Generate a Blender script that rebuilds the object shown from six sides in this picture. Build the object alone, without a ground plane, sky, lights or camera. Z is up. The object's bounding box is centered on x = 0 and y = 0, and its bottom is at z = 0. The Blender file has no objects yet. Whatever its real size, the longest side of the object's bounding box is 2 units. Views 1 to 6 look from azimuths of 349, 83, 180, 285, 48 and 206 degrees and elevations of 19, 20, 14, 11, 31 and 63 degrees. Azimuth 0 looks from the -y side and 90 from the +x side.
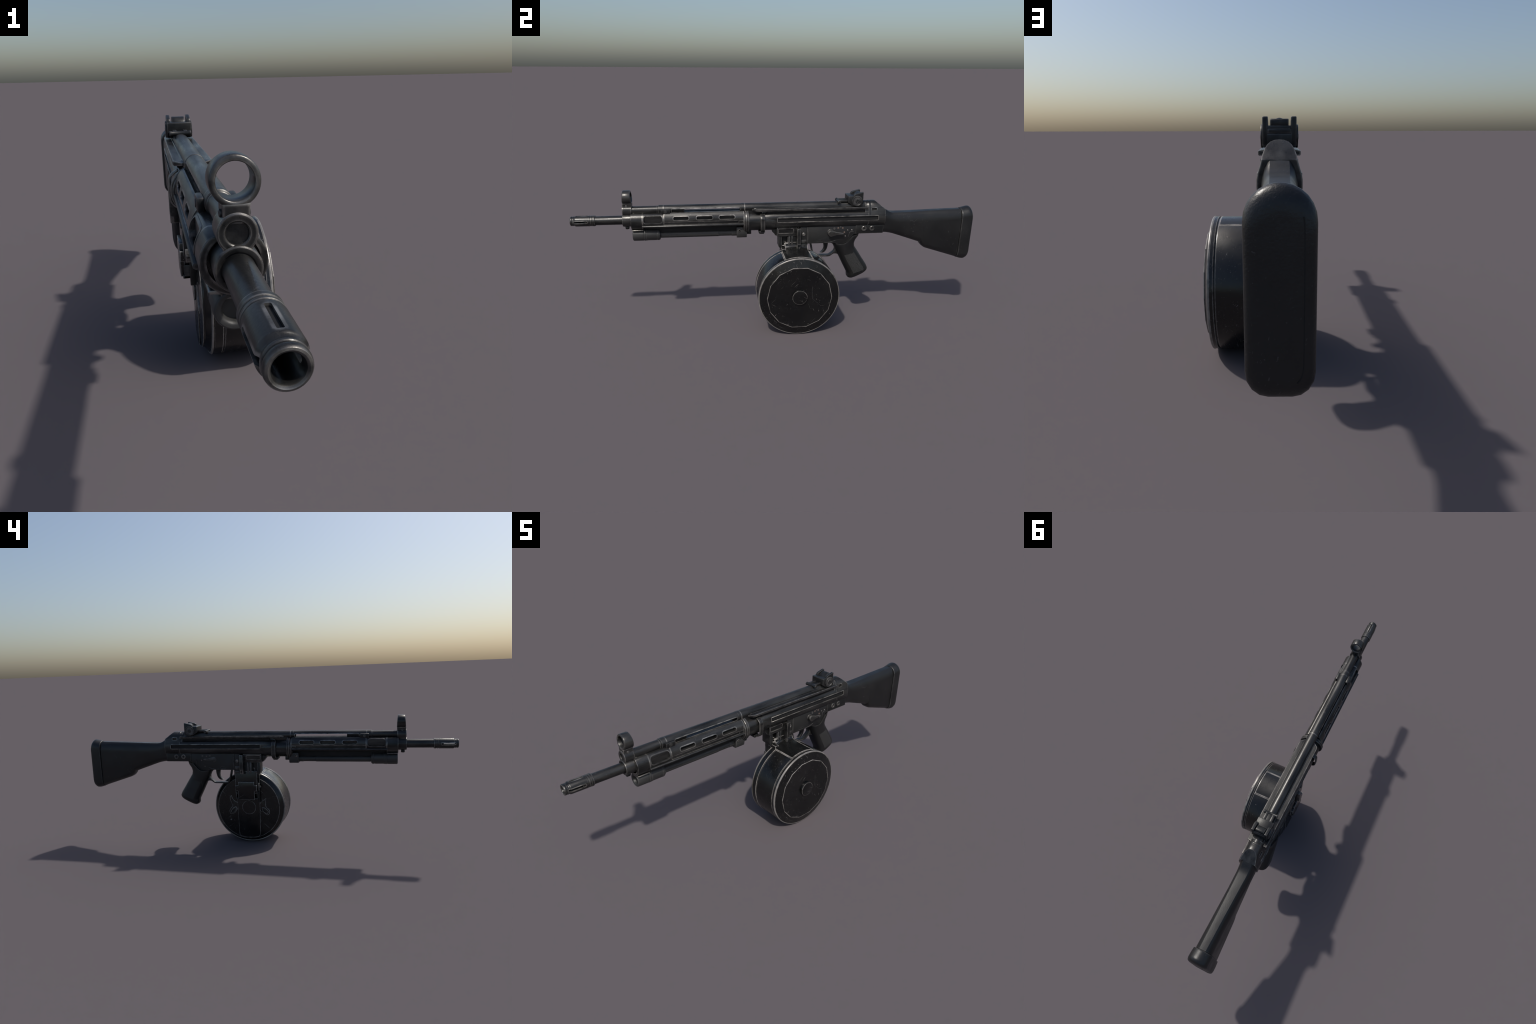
import bpy, bmesh, math, random
from mathutils import Vector, Matrix
random.seed(7)
X0 = -0.0805            # vertical symmetry plane of the weapon body
D = bpy.data

# ------------------------------------------------------------------ materials
def material(name, base, base2, rough, metallic, wear, wear_col, wear_dist=0.006,
             scratch=0.0, grain=0.15, coat=0.0, stipple=0.0, spec=0.5, smear=(9, 9, 9), rvar=0.08, brk_lo=0.30):
    m = D.materials.new(name); m.use_nodes = True
    nt = m.node_tree; N = nt.nodes; L = nt.links
    for n in list(N): N.remove(n)
    def node(t, **kw):
        n = N.new(t)
        for k, v in kw.items(): setattr(n, k, v)
        return n
    def val(n, i, v): n.inputs[i].default_value = v
    out = node('ShaderNodeOutputMaterial'); bs = node('ShaderNodeBsdfPrincipled')
    L.new(bs.outputs[0], out.inputs[0])
    tc = node('ShaderNodeTexCoord'); co = tc.outputs['Object']
    def noise(scale, detail=4, mapping=None, rough_=0.55):
        n = node('ShaderNodeTexNoise'); val(n, 'Scale', scale); val(n, 'Detail', detail); val(n, 'Roughness', rough_)
        if mapping:
            mp = node('ShaderNodeMapping'); val(mp, 'Rotation', mapping[0]); val(mp, 'Scale', mapping[1])
            L.new(co, mp.inputs[0]); L.new(mp.outputs[0], n.inputs['Vector'])
        else: L.new(co, n.inputs['Vector'])
        return n.outputs['Fac']
    def ramp(fac, p0, p1, c0=(0, 0, 0, 1), c1=(1, 1, 1, 1)):
        r = node('ShaderNodeValToRGB'); L.new(fac, r.inputs[0])
        r.color_ramp.elements[0].position = p0; r.color_ramp.elements[1].position = p1
        r.color_ramp.elements[0].color = c0; r.color_ramp.elements[1].color = c1
        return r.outputs[0]
    def math_(op, a, b, clamp=False):
        n = node('ShaderNodeMath', operation=op); n.use_clamp = clamp
        for i, v in enumerate((a, b)):
            if isinstance(v, (int, float)): n.inputs[i].default_value = v
            else: L.new(v, n.inputs[i])
        return n.outputs[0]
    def mix(fac, a, b):
        n = node('ShaderNodeMix', data_type='RGBA')
        for i, v in ((0, fac), (6, a), (7, b)):
            if isinstance(v, (int, float)): n.inputs[i].default_value = v
            elif isinstance(v, tuple): n.inputs[i].default_value = v
            else: L.new(v, n.inputs[i])
        return n.outputs[2]
    # mottled base
    mot = ramp(noise(1.0, 5, ((0, 0, 0), smear)), 0.36, 0.68)
    col = mix(mot, base + (1,), base2 + (1,))
    fac = None
    if wear > 0:            # bright worn convex edges
        ao = node('ShaderNodeAmbientOcclusion'); ao.inside = True; ao.only_local = True; ao.samples = 8
        val(ao, 'Distance', wear_dist)
        inv = math_('SUBTRACT', 1.0, ao.outputs['AO'])
        edge = ramp(inv, 0.10, 0.27)
        brk = ramp(noise(38, 5), brk_lo, brk_lo + 0.32)
        fac = math_('MULTIPLY', math_('MULTIPLY', edge, brk), wear)
    if scratch > 0:
        def streak(rot, length, lo, hi):
            m1 = node('ShaderNodeMapping'); val(m1, 'Rotation', rot); L.new(co, m1.inputs[0])
            m2 = node('ShaderNodeMapping'); val(m2, 'Scale', (250, length, 250)); L.new(m1.outputs[0], m2.inputs[0])
            n = node('ShaderNodeTexNoise'); val(n, 'Scale', 1.0); val(n, 'Detail', 2.0); L.new(m2.outputs[0], n.inputs['Vector'])
            return ramp(n.outputs['Fac'], lo, hi)
        s = None
        for rot, ln in (((0.55, 0.0, 0.0), 9), ((1.25, 0.0, 0.2), 7), ((-0.75, 0.1, 0.0), 8), ((2.1, 0.0, 0.3), 12), ((0.2, 0.4, 0.9), 9)):
            k = streak(rot, ln, 0.715, 0.765)
            s = k if s is None else math_('MAXIMUM', s, k)
        msk = ramp(noise(7, 2), 0.40, 0.62)
        s = math_('MULTIPLY', s, msk)
        chips = math_('MULTIPLY', ramp(noise(34, 3), 0.735, 0.755), ramp(noise(5, 1), 0.45, 0.55))
        s = math_('MULTIPLY', math_('MAXIMUM', s, chips), scratch)
        fac = s if fac is None else math_('MAXIMUM', fac, s)
    if fac is not None:
        col = mix(fac, col, wear_col + (1,))
    L.new(col, bs.inputs['Base Color'])
    val(bs, 'Metallic', metallic)
    r = node('ShaderNodeMapRange'); L.new(noise(1.4, 6, ((0, 0, 0), smear)), r.inputs[0])
    val(r, 'From Min', 0.3); val(r, 'From Max', 0.7); val(r, 'To Min', rough - rvar); val(r, 'To Max', rough + rvar)
    L.new(r.outputs[0], bs.inputs['Roughness'])
    val(bs, 'Specular IOR Level', spec)
    if coat: val(bs, 'Coat Weight', coat); val(bs, 'Coat Roughness', 0.18)
    b = node('ShaderNodeBump'); val(b, 'Strength', grain); val(b, 'Distance', 0.002)
    h = noise(260, 2)
    if stipple:
        v = node('ShaderNodeTexVoronoi'); val(v, 'Scale', 420); L.new(co, v.inputs['Vector'])
        h = math_('ADD', h, math_('MULTIPLY', v.outputs['Distance'], -stipple))
    h = math_('ADD', h, math_('MULTIPLY', noise(45, 3), 0.7))
    L.new(h, b.inputs['Height']); L.new(b.outputs[0], bs.inputs['Normal'])
    return m

WC = (0.30, 0.285, 0.265)
SM = (34, 5, 34)        # pale mottling streaked along the length of the weapon
STEEL = material('blued_steel', (0.019, 0.0195, 0.020), (0.070, 0.0685, 0.066), 0.33, 0.62, 0.95, WC, 0.005, 0.25, 0.10, smear=SM, rvar=0.10)
STEEL_DK = material('dark_steel', (0.014, 0.0145, 0.015), (0.032, 0.032, 0.031), 0.40, 0.45, 0.55, (0.18, 0.175, 0.17), 0.005, 0.15, 0.12, smear=SM)
HOUSING = material('matt_housing', (0.0105, 0.0105, 0.011), (0.017, 0.017, 0.016), 0.50, 0.0, 0.45, (0.13, 0.125, 0.12), 0.004, 0.2, 0.2)
POLYMER = material('black_polymer', (0.0062, 0.0066, 0.007), (0.0108, 0.0108, 0.0108), 0.40, 0.0, 0.35, (0.10, 0.098, 0.095), 0.006, 0.65, 0.12)
STIPPLE = material('stippled_polymer', (0.022, 0.022, 0.022), (0.027, 0.027, 0.026), 0.62, 0.0, 0.0, WC, 0.005, 0.0, 0.3, stipple=1.5)
RUBBER = material('butt_rubber', (0.0075, 0.0078, 0.0082), (0.0135, 0.0135, 0.0135), 0.42, 0.0, 0.55, (0.15, 0.145, 0.14), 0.006, 0.45, 0.22)
PAINT = material('glossy_black_paint', (0.0035, 0.0038, 0.004), (0.0075, 0.0075, 0.0073), 0.27, 0.0, 0.95, (0.38, 0.355, 0.33), 0.0038, 0.6, 0.05, brk_lo=0.22)
BIPOD_GREY = material('matt_grey_bipod', (0.026, 0.026, 0.026), (0.040, 0.0395, 0.0385), 0.5, 0.1, 0.5, (0.18, 0.175, 0.17), 0.005, 0.15, 0.15, smear=SM)  # lighter, more matt grey than the dark steel
RIM = material('worn_rim', (0.26, 0.245, 0.23), (0.05, 0.048, 0.046), 0.34, 0.3, 0.5, (0.40, 0.375, 0.345), 0.005, 0.0, 0.1)
BARE = material('bare_metal', (0.42, 0.40, 0.37), (0.22, 0.21, 0.195), 0.4, 0.3, 0.8, (0.5, 0.48, 0.45), 0.005, 0.0, 0.1)
SHADOW_BLACK = material('painted_shadow_black', (0.004, 0.004, 0.0045), (0.006, 0.006, 0.006), 0.7, 0.0, 0.0, WC)  # near-black colour for places where deep shade is painted in
DOT = material('worn_red_paint', (0.14, 0.10, 0.082), (0.06, 0.05, 0.044), 0.6, 0.0, 0.0, WC)

# ------------------------------------------------------------------ mesh helpers
ROOT = D.objects.new('battle_rifle', None)
bpy.context.scene.collection.objects.link(ROOT)
ROOT['label'] = 'black worn battle rifle with side drum magazine and fixed stock'
ROOT['category'] = 'rifle'

def finish(bm, name, mat, parent=None, angle=38, bevel=0.0, seg=2, bangle=30, link=True):
    bmesh.ops.remove_doubles(bm, verts=bm.verts, dist=1e-6)
    bmesh.ops.recalc_face_normals(bm, faces=bm.faces)
    if bevel > 0:
        es = [e for e in bm.edges if len(e.link_faces) == 2 and e.calc_face_angle(0) > math.radians(bangle)]
        bmesh.ops.bevel(bm, geom=es, offset=bevel, segments=seg, profile=0.5, affect='EDGES', clamp_overlap=True)
    me = D.meshes.new(name); bm.to_mesh(me); bm.free()
    me.materials.append(mat)
    ob = D.objects.new(name, me)
    if link: bpy.context.scene.collection.objects.link(ob)
    ob.parent = parent or ROOT
    shade(ob, angle)
    return ob

def shade(ob, angle=38):
    me = ob.data
    for p in me.polygons: p.use_smooth = True
    me.set_sharp_from_angle(angle=math.radians(angle))

def add_box(bm, x0, x1, y0, y1, z0, z1):
    v = [bm.verts.new((x, y, z)) for x in (x0, x1) for y in (y0, y1) for z in (z0, z1)]
    for f in ((0, 1, 3, 2), (4, 6, 7, 5), (0, 4, 5, 1), (2, 3, 7, 6), (0, 2, 6, 4), (1, 5, 7, 3)):
        bm.faces.new([v[i] for i in f])

def add_loft(bm, rings, cap=True):
    R = [[bm.verts.new(p) for p in r] for r in rings]
    n = len(R[0])
    for a, b in zip(R, R[1:]):
        for i in range(n):
            bm.faces.new((a[i], a[(i + 1) % n], b[(i + 1) % n], b[i]))
    if cap:
        bm.faces.new(R[0][::-1]); bm.faces.new(R[-1])

def add_prism(bm, poly, axis, lo, hi):
    """poly: (y,z) pairs for axis x; (x,z) pairs for axis y."""
    if axis == 'x': rings = [[(t, a, b) for a, b in poly] for t in (lo, hi)]
    elif axis == 'y': rings = [[(a, t, b) for a, b in poly] for t in (lo, hi)]
    else: rings = [[(a, b, t) for a, b in poly] for t in (lo, hi)]
    add_loft(bm, rings)

def add_lathe(bm, prof, axis, c, seg=40, rfun=None):
    """prof: (t, r) list along the axis, c: the two centre coordinates."""
    rows = []
    for t, r in prof:
        row = []
        if r <= 1e-7:
            p = (t, c[0], c[1]) if axis == 'x' else (c[0], t, c[1])
            rows.append([bm.verts.new(p)]); continue
        for i in range(seg):
            a = 2 * math.pi * i / seg
            rr = r
            ca, sa = rr * math.cos(a), rr * math.sin(a)
            p = (t, c[0] + ca, c[1] + sa) if axis == 'x' else (c[0] + ca, t, c[1] + sa)
            row.append(bm.verts.new(p))
        rows.append(row)
    for a, b in zip(rows, rows[1:]):
        for i in range(seg):
            j = (i + 1) % seg
            if len(a) == 1 and len(b) == 1: continue
            if len(a) == 1: bm.faces.new((a[0], b[i], b[j]))
            elif len(b) == 1: bm.faces.new((a[i], a[j], b[0]))
            else: bm.faces.new((a[i], a[j], b[j], b[i]))
    if len(rows[0]) > 1: bm.faces.new(rows[0][::-1])
    if len(rows[-1]) > 1: bm.faces.new(rows[-1])

def box(name, mat, x0, x1, y0, y1, z0, z1, bevel=0.002, parent=None, seg=2):
    bm = bmesh.new(); add_box(bm, x0, x1, y0, y1, z0, z1)
    return finish(bm, name, mat, parent, bevel=bevel, seg=seg)

def mbox(name, mat, d, y0, y1, z0, z1, bevel=0.002, parent=None):
    return box(name, mat, X0 - d, X0 + d, y0, y1, z0, z1, bevel, parent)

def prism(name, mat, poly, axis, lo, hi, bevel=0.0015, parent=None, angle=38, bangle=30, seg=2):
    bm = bmesh.new(); add_prism(bm, poly, axis, lo, hi)
    return finish(bm, name, mat, parent, angle, bevel, seg, bangle)

def lathe(name, mat, prof, axis, c, seg=40, parent=None, angle=32):
    bm = bmesh.new(); add_lathe(bm, prof, axis, c, seg)
    return finish(bm, name, mat, parent, angle)

def mirror_section(half):
    """half section as (d,z) from bottom to top -> closed loop of (x,z) around X0."""
    r = [(X0 + d, z) for d, z in half]
    l = [(X0 - d, z) for d, z in reversed(half) if d > 1e-6]
    return r + l

def boolean(ob, cutter_bms, op='DIFFERENCE', angle=38):
    for bm in cutter_bms:
        bmesh.ops.recalc_face_normals(bm, faces=bm.faces)
        me = D.meshes.new('cut'); bm.to_mesh(me); bm.free()
        cu = D.objects.new('cut', me); bpy.context.scene.collection.objects.link(cu)
        md = ob.modifiers.new('b', 'BOOLEAN'); md.operation = op; md.object = cu; md.solver = 'EXACT'
        bpy.context.view_layer.update()
        dg = bpy.context.evaluated_depsgraph_get()
        new = D.meshes.new_from_object(ob.evaluated_get(dg))
        ob.modifiers.clear()
        old = ob.data; nm = old.name; ob.data = new; D.meshes.remove(old); new.name = nm
        D.objects.remove(cu); D.meshes.remove(me)
    shade(ob, angle)
    return ob

def cut_box(*a, bevel=0.0, seg=4, edges=None):
    bm = bmesh.new(); add_box(bm, *a)
    if bevel:
        # round only the edges that run along x, so the opening has round corners
        es = [e for e in bm.edges if abs(e.verts[0].co.x - e.verts[1].co.x) > 1e-5 and abs(e.verts[0].co.y - e.verts[1].co.y) < 1e-6]
        bmesh.ops.bevel(bm, geom=es, offset=bevel, segments=seg, profile=0.5, affect='EDGES')
    return bm

def arc(cx, cz, r, a0, a1, n):
    return [(cx + r * math.cos(math.radians(a0 + (a1 - a0) * i / n)), cz + r * math.sin(math.radians(a0 + (a1 - a0) * i / n))) for i in range(n + 1)]

def strip(path, t):
    """thicken a polyline (a,b) into a closed outline"""
    L, R = [], []
    for i, p in enumerate(path):
        p0 = path[max(i - 1, 0)]; p1 = path[min(i + 1, len(path) - 1)]
        dx, dy = p1[0] - p0[0], p1[1] - p0[1]; l = math.hypot(dx, dy)
        nx, ny = -dy / l * t / 2, dx / l * t / 2
        L.append((p[0] + nx, p[1] + ny)); R.append((p[0] - nx, p[1] - ny))
    return L + R[::-1]

def smooth_path(pts, n=6):
    out = []
    P = [pts[0]] + list(pts) + [pts[-1]]
    for i in range(1, len(P) - 2):
        for k in range(n):
            t = k / n
            q = []
            for j in range(len(pts[0])):
                a, b, c, d = P[i - 1][j], P[i][j], P[i + 1][j], P[i + 2][j]
                q.append(0.5 * (2 * b + (c - a) * t + (2 * a - 5 * b + 4 * c - d) * t * t + (3 * b - a - 3 * c + d) * t ** 3))
            out.append(tuple(q))
    out.append(tuple(pts[-1]))
    return out

# ------------------------------------------------------------------ barrel and muzzle
BZ = 0.5568
lathe('barrel', STEEL, [(-0.93, 0.0), (-0.93, 0.0215), (-0.60, 0.0222), (-0.30, 0.0222), (-0.15, 0.0222), (-0.15, 0.0)], 'y', (X0, BZ), 48)
hider = lathe('flash_hider', STEEL, [
    (-0.930, 0.0), (-0.930, 0.0146), (-0.990, 0.0146), (-0.9955, 0.0150), (-0.9985, 0.0163), (-1.0, 0.0186), (-0.9994, 0.0208), (-0.9975, 0.0222), (-0.9945, 0.0228),
    (-0.9915, 0.0224), (-0.9900, 0.0216), (-0.9885, 0.0216), (-0.9875, 0.0226), (-0.9850, 0.0229), (-0.9835, 0.0222), (-0.9815, 0.0222), (-0.9785, 0.0240), (-0.9770, 0.0252), (-0.974, 0.0256),
    (-0.9095, 0.0256), (-0.9085, 0.0244), (-0.9055, 0.0244), (-0.9045, 0.0256), (-0.9005, 0.0256), (-0.8995, 0.0244), (-0.8965, 0.0244), (-0.8955, 0.0258),
    (-0.8865, 0.0258), (-0.8845, 0.0245), (-0.8845, 0.0)], 'y', (X0, BZ), 48)
cb = bmesh.new()
for k in (1, 3):
    b2 = bmesh.new(); add_box(b2, 0.0205, 0.03, -0.972, -0.918, -0.0038, 0.0038)
    es = [e for e in b2.edges if abs(e.verts[0].co.x - e.verts[1].co.x) > 1e-5]
    bmesh.ops.bevel(b2, geom=es, offset=0.002, segments=4, profile=0.5, affect='EDGES')
    bmesh.ops.transform(b2, matrix=Matrix.Translation((X0, 0, BZ)) @ Matrix.Rotation(k * math.pi / 2, 4, 'Y'), verts=b2.verts)
    tmp = D.meshes.new('t'); b2.to_mesh(tmp); b2.free(); cb.from_mesh(tmp); D.meshes.remove(tmp)
# side slots go all the way through to the bore
b2 = cut_box(X0 - 0.03, X0 + 0.03, -0.986, -0.918, BZ - 0.0046, BZ + 0.0046, bevel=0.0044)
boolean(hider, [cb, b2], angle=32)

for s in (1, -1):
    box('slot_dark_plate', SHADOW_BLACK, X0 - 0.0034, X0 + 0.0034, -0.9715, -0.9185, *sorted((BZ + s * 0.0190, BZ + s * 0.0215)), 0.0, hider)  # near-black plate at the bottom of the slot
# ------------------------------------------------------------------ front sight
front_sight = lathe('front_sight', STEEL, [(-0.7545, 0.0225), (-0.7560, 0.0240), (-0.7565, 0.0262), (-0.7565, 0.0300), (-0.7552, 0.0318), (-0.7530, 0.0325), (-0.7125, 0.0325), (-0.711, 0.031), (-0.711, 0.0)], 'y', (X0, BZ), 48)
TZ = 0.604
lathe('sight_block', STEEL, [(-0.7485, 0.0), (-0.7485, 0.0148), (-0.7520, 0.0153), (-0.7537, 0.0168), (-0.7540, 0.0245), (-0.7526, 0.0268), (-0.712, 0.0268), (-0.7105, 0.025), (-0.7105, 0.0)], 'y', (X0, TZ), 44, parent=front_sight)
prism('sight_web', STEEL, [(X0 + a * d, z) for a, seq in ((1, 1), (-1, -1)) for d, z in [(0.026, 0.568), (0.0215, 0.5765), (0.0190, 0.5825), (0.0205, 0.5865), (0.0215, 0.5880)][::seq]], 'y', -0.7533, -0.7120, 0.0008, front_sight, bangle=60)
prism('sight_post', STEEL, [(X0 - 0.0185, 0.616), (X0 + 0.0185, 0.616), (X0 + 0.017, 0.624), (X0 + 0.017, 0.6365), (X0 + 0.0185, 0.6415), (X0 - 0.0185, 0.6415), (X0 - 0.017, 0.6365), (X0 - 0.017, 0.624)], 'y', -0.7518, -0.7085, 0.0015, front_sight)
# tapering sight hood ring: longer at the base than at the top
bm = bmesh.new()
RC, n = 0.6685, 48
rings = []
prof = [(-0.93, 0.0245), (-0.985, 0.0254), (-1.0, 0.0270), (-1.0, 0.0290), (-0.975, 0.0308), (-0.90, 0.0322), (-0.82, 0.0327), (0.82, 0.0327), (0.90, 0.0322), (0.975, 0.0308), (1.0, 0.0290), (1.0, 0.0270), (0.985, 0.0254), (0.93, 0.0245)]
for i in range(n):
    a = 2 * math.pi * i / n
    row = []
    for s, r in prof:
        z = math.sin(a) * r
        half = 0.0200 - 0.0023 * (z / 0.032)
        mid = -0.7295
        row.append((X0 + math.cos(a) * r, mid + s * half, RC + z))
    rings.append(row)
V = [[bm.verts.new(p) for p in r] for r in rings]
for i in range(n):
    for k in range(len(prof)):
        a, b = V[i], V[(i + 1) % n]; k2 = (k + 1) % len(prof)
        bm.faces.new((a[k], b[k], b[k2], a[k2]))
finish(bm, 'sight_hood', STEEL, front_sight, angle=40)
lathe('retaining_pin', STEEL_DK, [(-0.747, 0.0), (-0.747, 0.006), (-0.744, 0.0085), (-0.732, 0.0085), (-0.729, 0.006), (-0.729, 0.0)], 'y', (X0, 0.519), 20, parent=front_sight)
for s in (1, -1):
    lathe('sight_screw', STEEL_DK, [(X0 + s * 0.012, 0.0), (X0 + s * 0.012, 0.0055), (X0 + s * 0.0195, 0.0055), (X0 + s * 0.0205, 0.004), (X0 + s * 0.0185, 0.0)], 'x', (-0.733, 0.627), 18, parent=front_sight)

# ------------------------------------------------------------------ cocking tube
lathe('tube_cap', STEEL, [(-0.712, 0.0), (-0.712, 0.0195), (-0.592, 0.0195), (-0.591, 0.0205), (-0.589, 0.0205), (-0.588, 0.0195), (-0.586, 0.0195), (-0.5855, 0.0205), (-0.5835, 0.0228), (-0.56, 0.0228), (-0.56, 0.0)], 'y', (X0, TZ), 44)
tube = lathe('cocking_tube', STEEL, [(-0.562, 0.0165), (-0.562, 0.0226), (-0.1875, 0.0226), (-0.1865, 0.0235), (-0.17, 0.0235), (-0.17, 0.0165), (-0.5619, 0.0165)], 'y', (X0, TZ), 44)
c1 = cut_box(X0 - 0.04, X0 + 0.04, -0.522, -0.194, 0.5935, 0.6100, bevel=0.003)
boolean(tube, [c1], angle=32)
lathe('cocking_rod', STEEL_DK, [(-0.565, 0.0), (-0.565, 0.0155), (-0.462, 0.0155), (-0.462, 0.0)], 'y', (X0, TZ), 32)
for s in (1, -1):
    a, b = sorted((X0 + s * 0.021, X0 + s * 0.0335))
    clip = box('cocking_lever', STEEL_DK, a, b, -0.573, -0.5285, 0.5885, 0.6125, 0.0035)
    lathe('lever_disc', STEEL_DK, [(X0 + s * 0.033, 0.0), (X0 + s * 0.033, 0.0078), (X0 + s * 0.0348, 0.0070), (X0 + s * 0.0348, 0.0)], 'x', (-0.551, 0.6005), 20, parent=clip)

# ------------------------------------------------------------------ handguard
HZ = 0.5535
front = [(0.0, 0.505)] + [(math.cos(math.radians(a)) * 0.0475, HZ + math.sin(math.radians(a)) * 0.0475) for a in (-85, -75, -65, -55, -45, -35, -25, -15, -5, 5, 15, 25, 33, 41, 48)] + [(0.027, 0.5910), (0.0, 0.5905)]
bm = bmesh.new()
add_loft(bm, [[(X0 + (x - X0) * k, y, HZ + (z - HZ) * k) for x, z in mirror_section(front)] for y, k in ((-0.7155, 0.965), (-0.7150, 0.985), (-0.7138, 1.0), (-0.6600, 1.0))])
hg = finish(bm, 'handguard', STEEL, angle=30)
cb = bmesh.new(); add_lathe(cb, [(-0.73, 0.0), (-0.73, 0.0370), (-0.7000, 0.0370), (-0.7000, 0.0)], 'y', (X0, HZ + 0.001), 40)
boolean(hg, [cb], angle=30)
low = [(0.0, 0.5240), (0.030, 0.5245)] + [p for p in front if p[1] > 0.5265]
hgw = prism('handguard_panel', STEEL, mirror_section(low), 'y', -0.6600, -0.5585, 0.0, parent=hg, angle=30)
rear = [(0.0, 0.5240), (0.030, 0.5245), (0.0425, 0.5275), (0.0465, 0.530), (0.0465, 0.5395), (0.0415, 0.5405), (0.0412, 0.5505), (0.0462, 0.5515), (0.0466, 0.557),
        (0.0455, 0.566), (0.0435, 0.573), (0.0400, 0.581), (0.0350, 0.5885), (0.0300, 0.5935), (0.0255, 0.5945), (0.0235, 0.5915), (0.0, 0.5905)]
hgr = prism('handguard_shell', STEEL, mirror_section(rear), 'y', -0.5590, -0.1765, 0.0, parent=hg, angle=25)
cuts = []
for s in (1, -1):
    for y0, y1 in ((-0.5145, -0.4415), (-0.4045, -0.3275), (-0.2955, -0.2205)):
        a, b = sorted((X0 + s * 0.0250, X0 + s * 0.06))
        cuts.append(cut_box(a, b, y0, y1, 0.5615, 0.5775, bevel=0.0065))
boolean(hgr, cuts, angle=25)
# end wall so the groove stops before the collar
for s in (1, -1):
    a, b = sorted((X0 + s * 0.036, X0 + s * 0.0455))
    box('handguard_groove_end', STEEL, a, b, -0.203, -0.177, 0.538, 0.553, 0.002, hg)
cuts = []
for s in (1, -1):
    a, b = sorted((X0 + s * 0.0375, X0 + s * 0.06))
    cuts.append(cut_box(a, b, -0.655, -0.566, 0.5485, 0.5850, bevel=0.014, seg=6))
boolean(hgw, cuts, angle=30)
for s in (1, -1):       # raised lip around the window, flange strip along the lower edge
    bm = bmesh.new()
    def lip(y, z): # follow the round guard
        return X0 + s * (math.sqrt(max(0.0485 ** 2 - (z - HZ) ** 2, 1e-6)))
    def rrect(y0, y1, z0, z1, r):
        pts = []
        for cx, cz, a0 in ((y1 - r, z1 - r, 0), (y0 + r, z1 - r, 90), (y0 + r, z0 + r, 180), (y1 - r, z0 + r, 270)):
            pts += arc(cx, cz, r, a0, a0 + 90, 5)
        return pts
    o = rrect(-0.6585, -0.5625, 0.5455, 0.5875, 0.0165); i_ = rrect(-0.6543, -0.5667, 0.5492, 0.5843, 0.0135)
    rings = []
    for ring, k in ((o, 0.0), (o, 0.0012), (i_, 0.0012), (i_, -0.003)):
        rings.append([(X0 + s * (math.sqrt(0.0475 ** 2 - (z - HZ) ** 2) + k), y, z) for y, z in ring])
    add_loft(bm, rings, cap=False)
    finish(bm, 'handguard_window_rim', STEEL_DK, hg, angle=50)
    fl = [(X0 + s * 0.040, 0.5300), (X0 + s * 0.0465, 0.5275), (X0 + s * 0.0515, 0.5305), (X0 + s * 0.0525, 0.5345), (X0 + s * 0.0505, 0.5378), (X0 + s * 0.0455, 0.5388), (X0 + s * 0.040, 0.537)]
    prism('handguard_flange', STEEL_DK, fl, 'y', -0.663, -0.1765, 0.0008, hg, angle=25, bangle=60)
mbox('handguard_shadow_block', SHADOW_BLACK, 0.0095, -0.6605, -0.1765, 0.4925, 0.5300, 0.001, hg)  # solid black block modelled as the shadow below the flange
# bipod cradle
prism('handguard_foot', STEEL, [(X0 - 0.034, 0.5140), (X0 - 0.0365, 0.5118), (X0 - 0.034, 0.5090), (X0 - 0.020, 0.5075), (X0 - 0.018, 0.500), (X0 + 0.018, 0.500), (X0 + 0.020, 0.5075), (X0 + 0.034, 0.5090), (X0 + 0.0365, 0.5118), (X0 + 0.034, 0.5140)], 'y', -0.7125, -0.6605, 0.0008, hg, bangle=40)
foot = lathe('bipod_foot', BIPOD_GREY, [(-0.701, 0.0), (-0.701, 0.0175), (-0.7085, 0.0185), (-0.7120, 0.0205), (-0.7135, 0.0230), (-0.7135, 0.0275), (-0.712, 0.0298), (-0.709, 0.0310),
    (-0.664, 0.0312), (-0.6625, 0.0302), (-0.6600, 0.0302), (-0.6585, 0.0318), (-0.6540, 0.0318), (-0.6525, 0.0305), (-0.6500, 0.0305), (-0.6490, 0.0312), (-0.6460, 0.0312), (-0.6450, 0.0302),
    (-0.6010, 0.0302), (-0.5995, 0.0293), (-0.5975, 0.0293), (-0.5965, 0.0305), (-0.5900, 0.0305), (-0.5835, 0.0265), (-0.5835, 0.0)], 'y', (X0, 0.4825), 44)
lathe('bipod_leg', BIPOD_GREY, [(-0.60, 0.0), (-0.60, 0.0160), (-0.3005, 0.0162), (-0.2995, 0.0150), (-0.2350, 0.0150), (-0.2340, 0.0162), (-0.175, 0.0162), (-0.175, 0.0)], 'y', (X0, 0.4785), 36, parent=foot)
bl = prism('bipod_block', BIPOD_GREY, [(X0 - 0.026, 0.462), (X0 - 0.020, 0.4575), (X0 + 0.020, 0.4575), (X0 + 0.026, 0.462), (X0 + 0.030, 0.478), (X0 + 0.030, 0.512), (X0 - 0.030, 0.512), (X0 - 0.030, 0.478)], 'y', -0.2115, -0.1615, 0.002)
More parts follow.
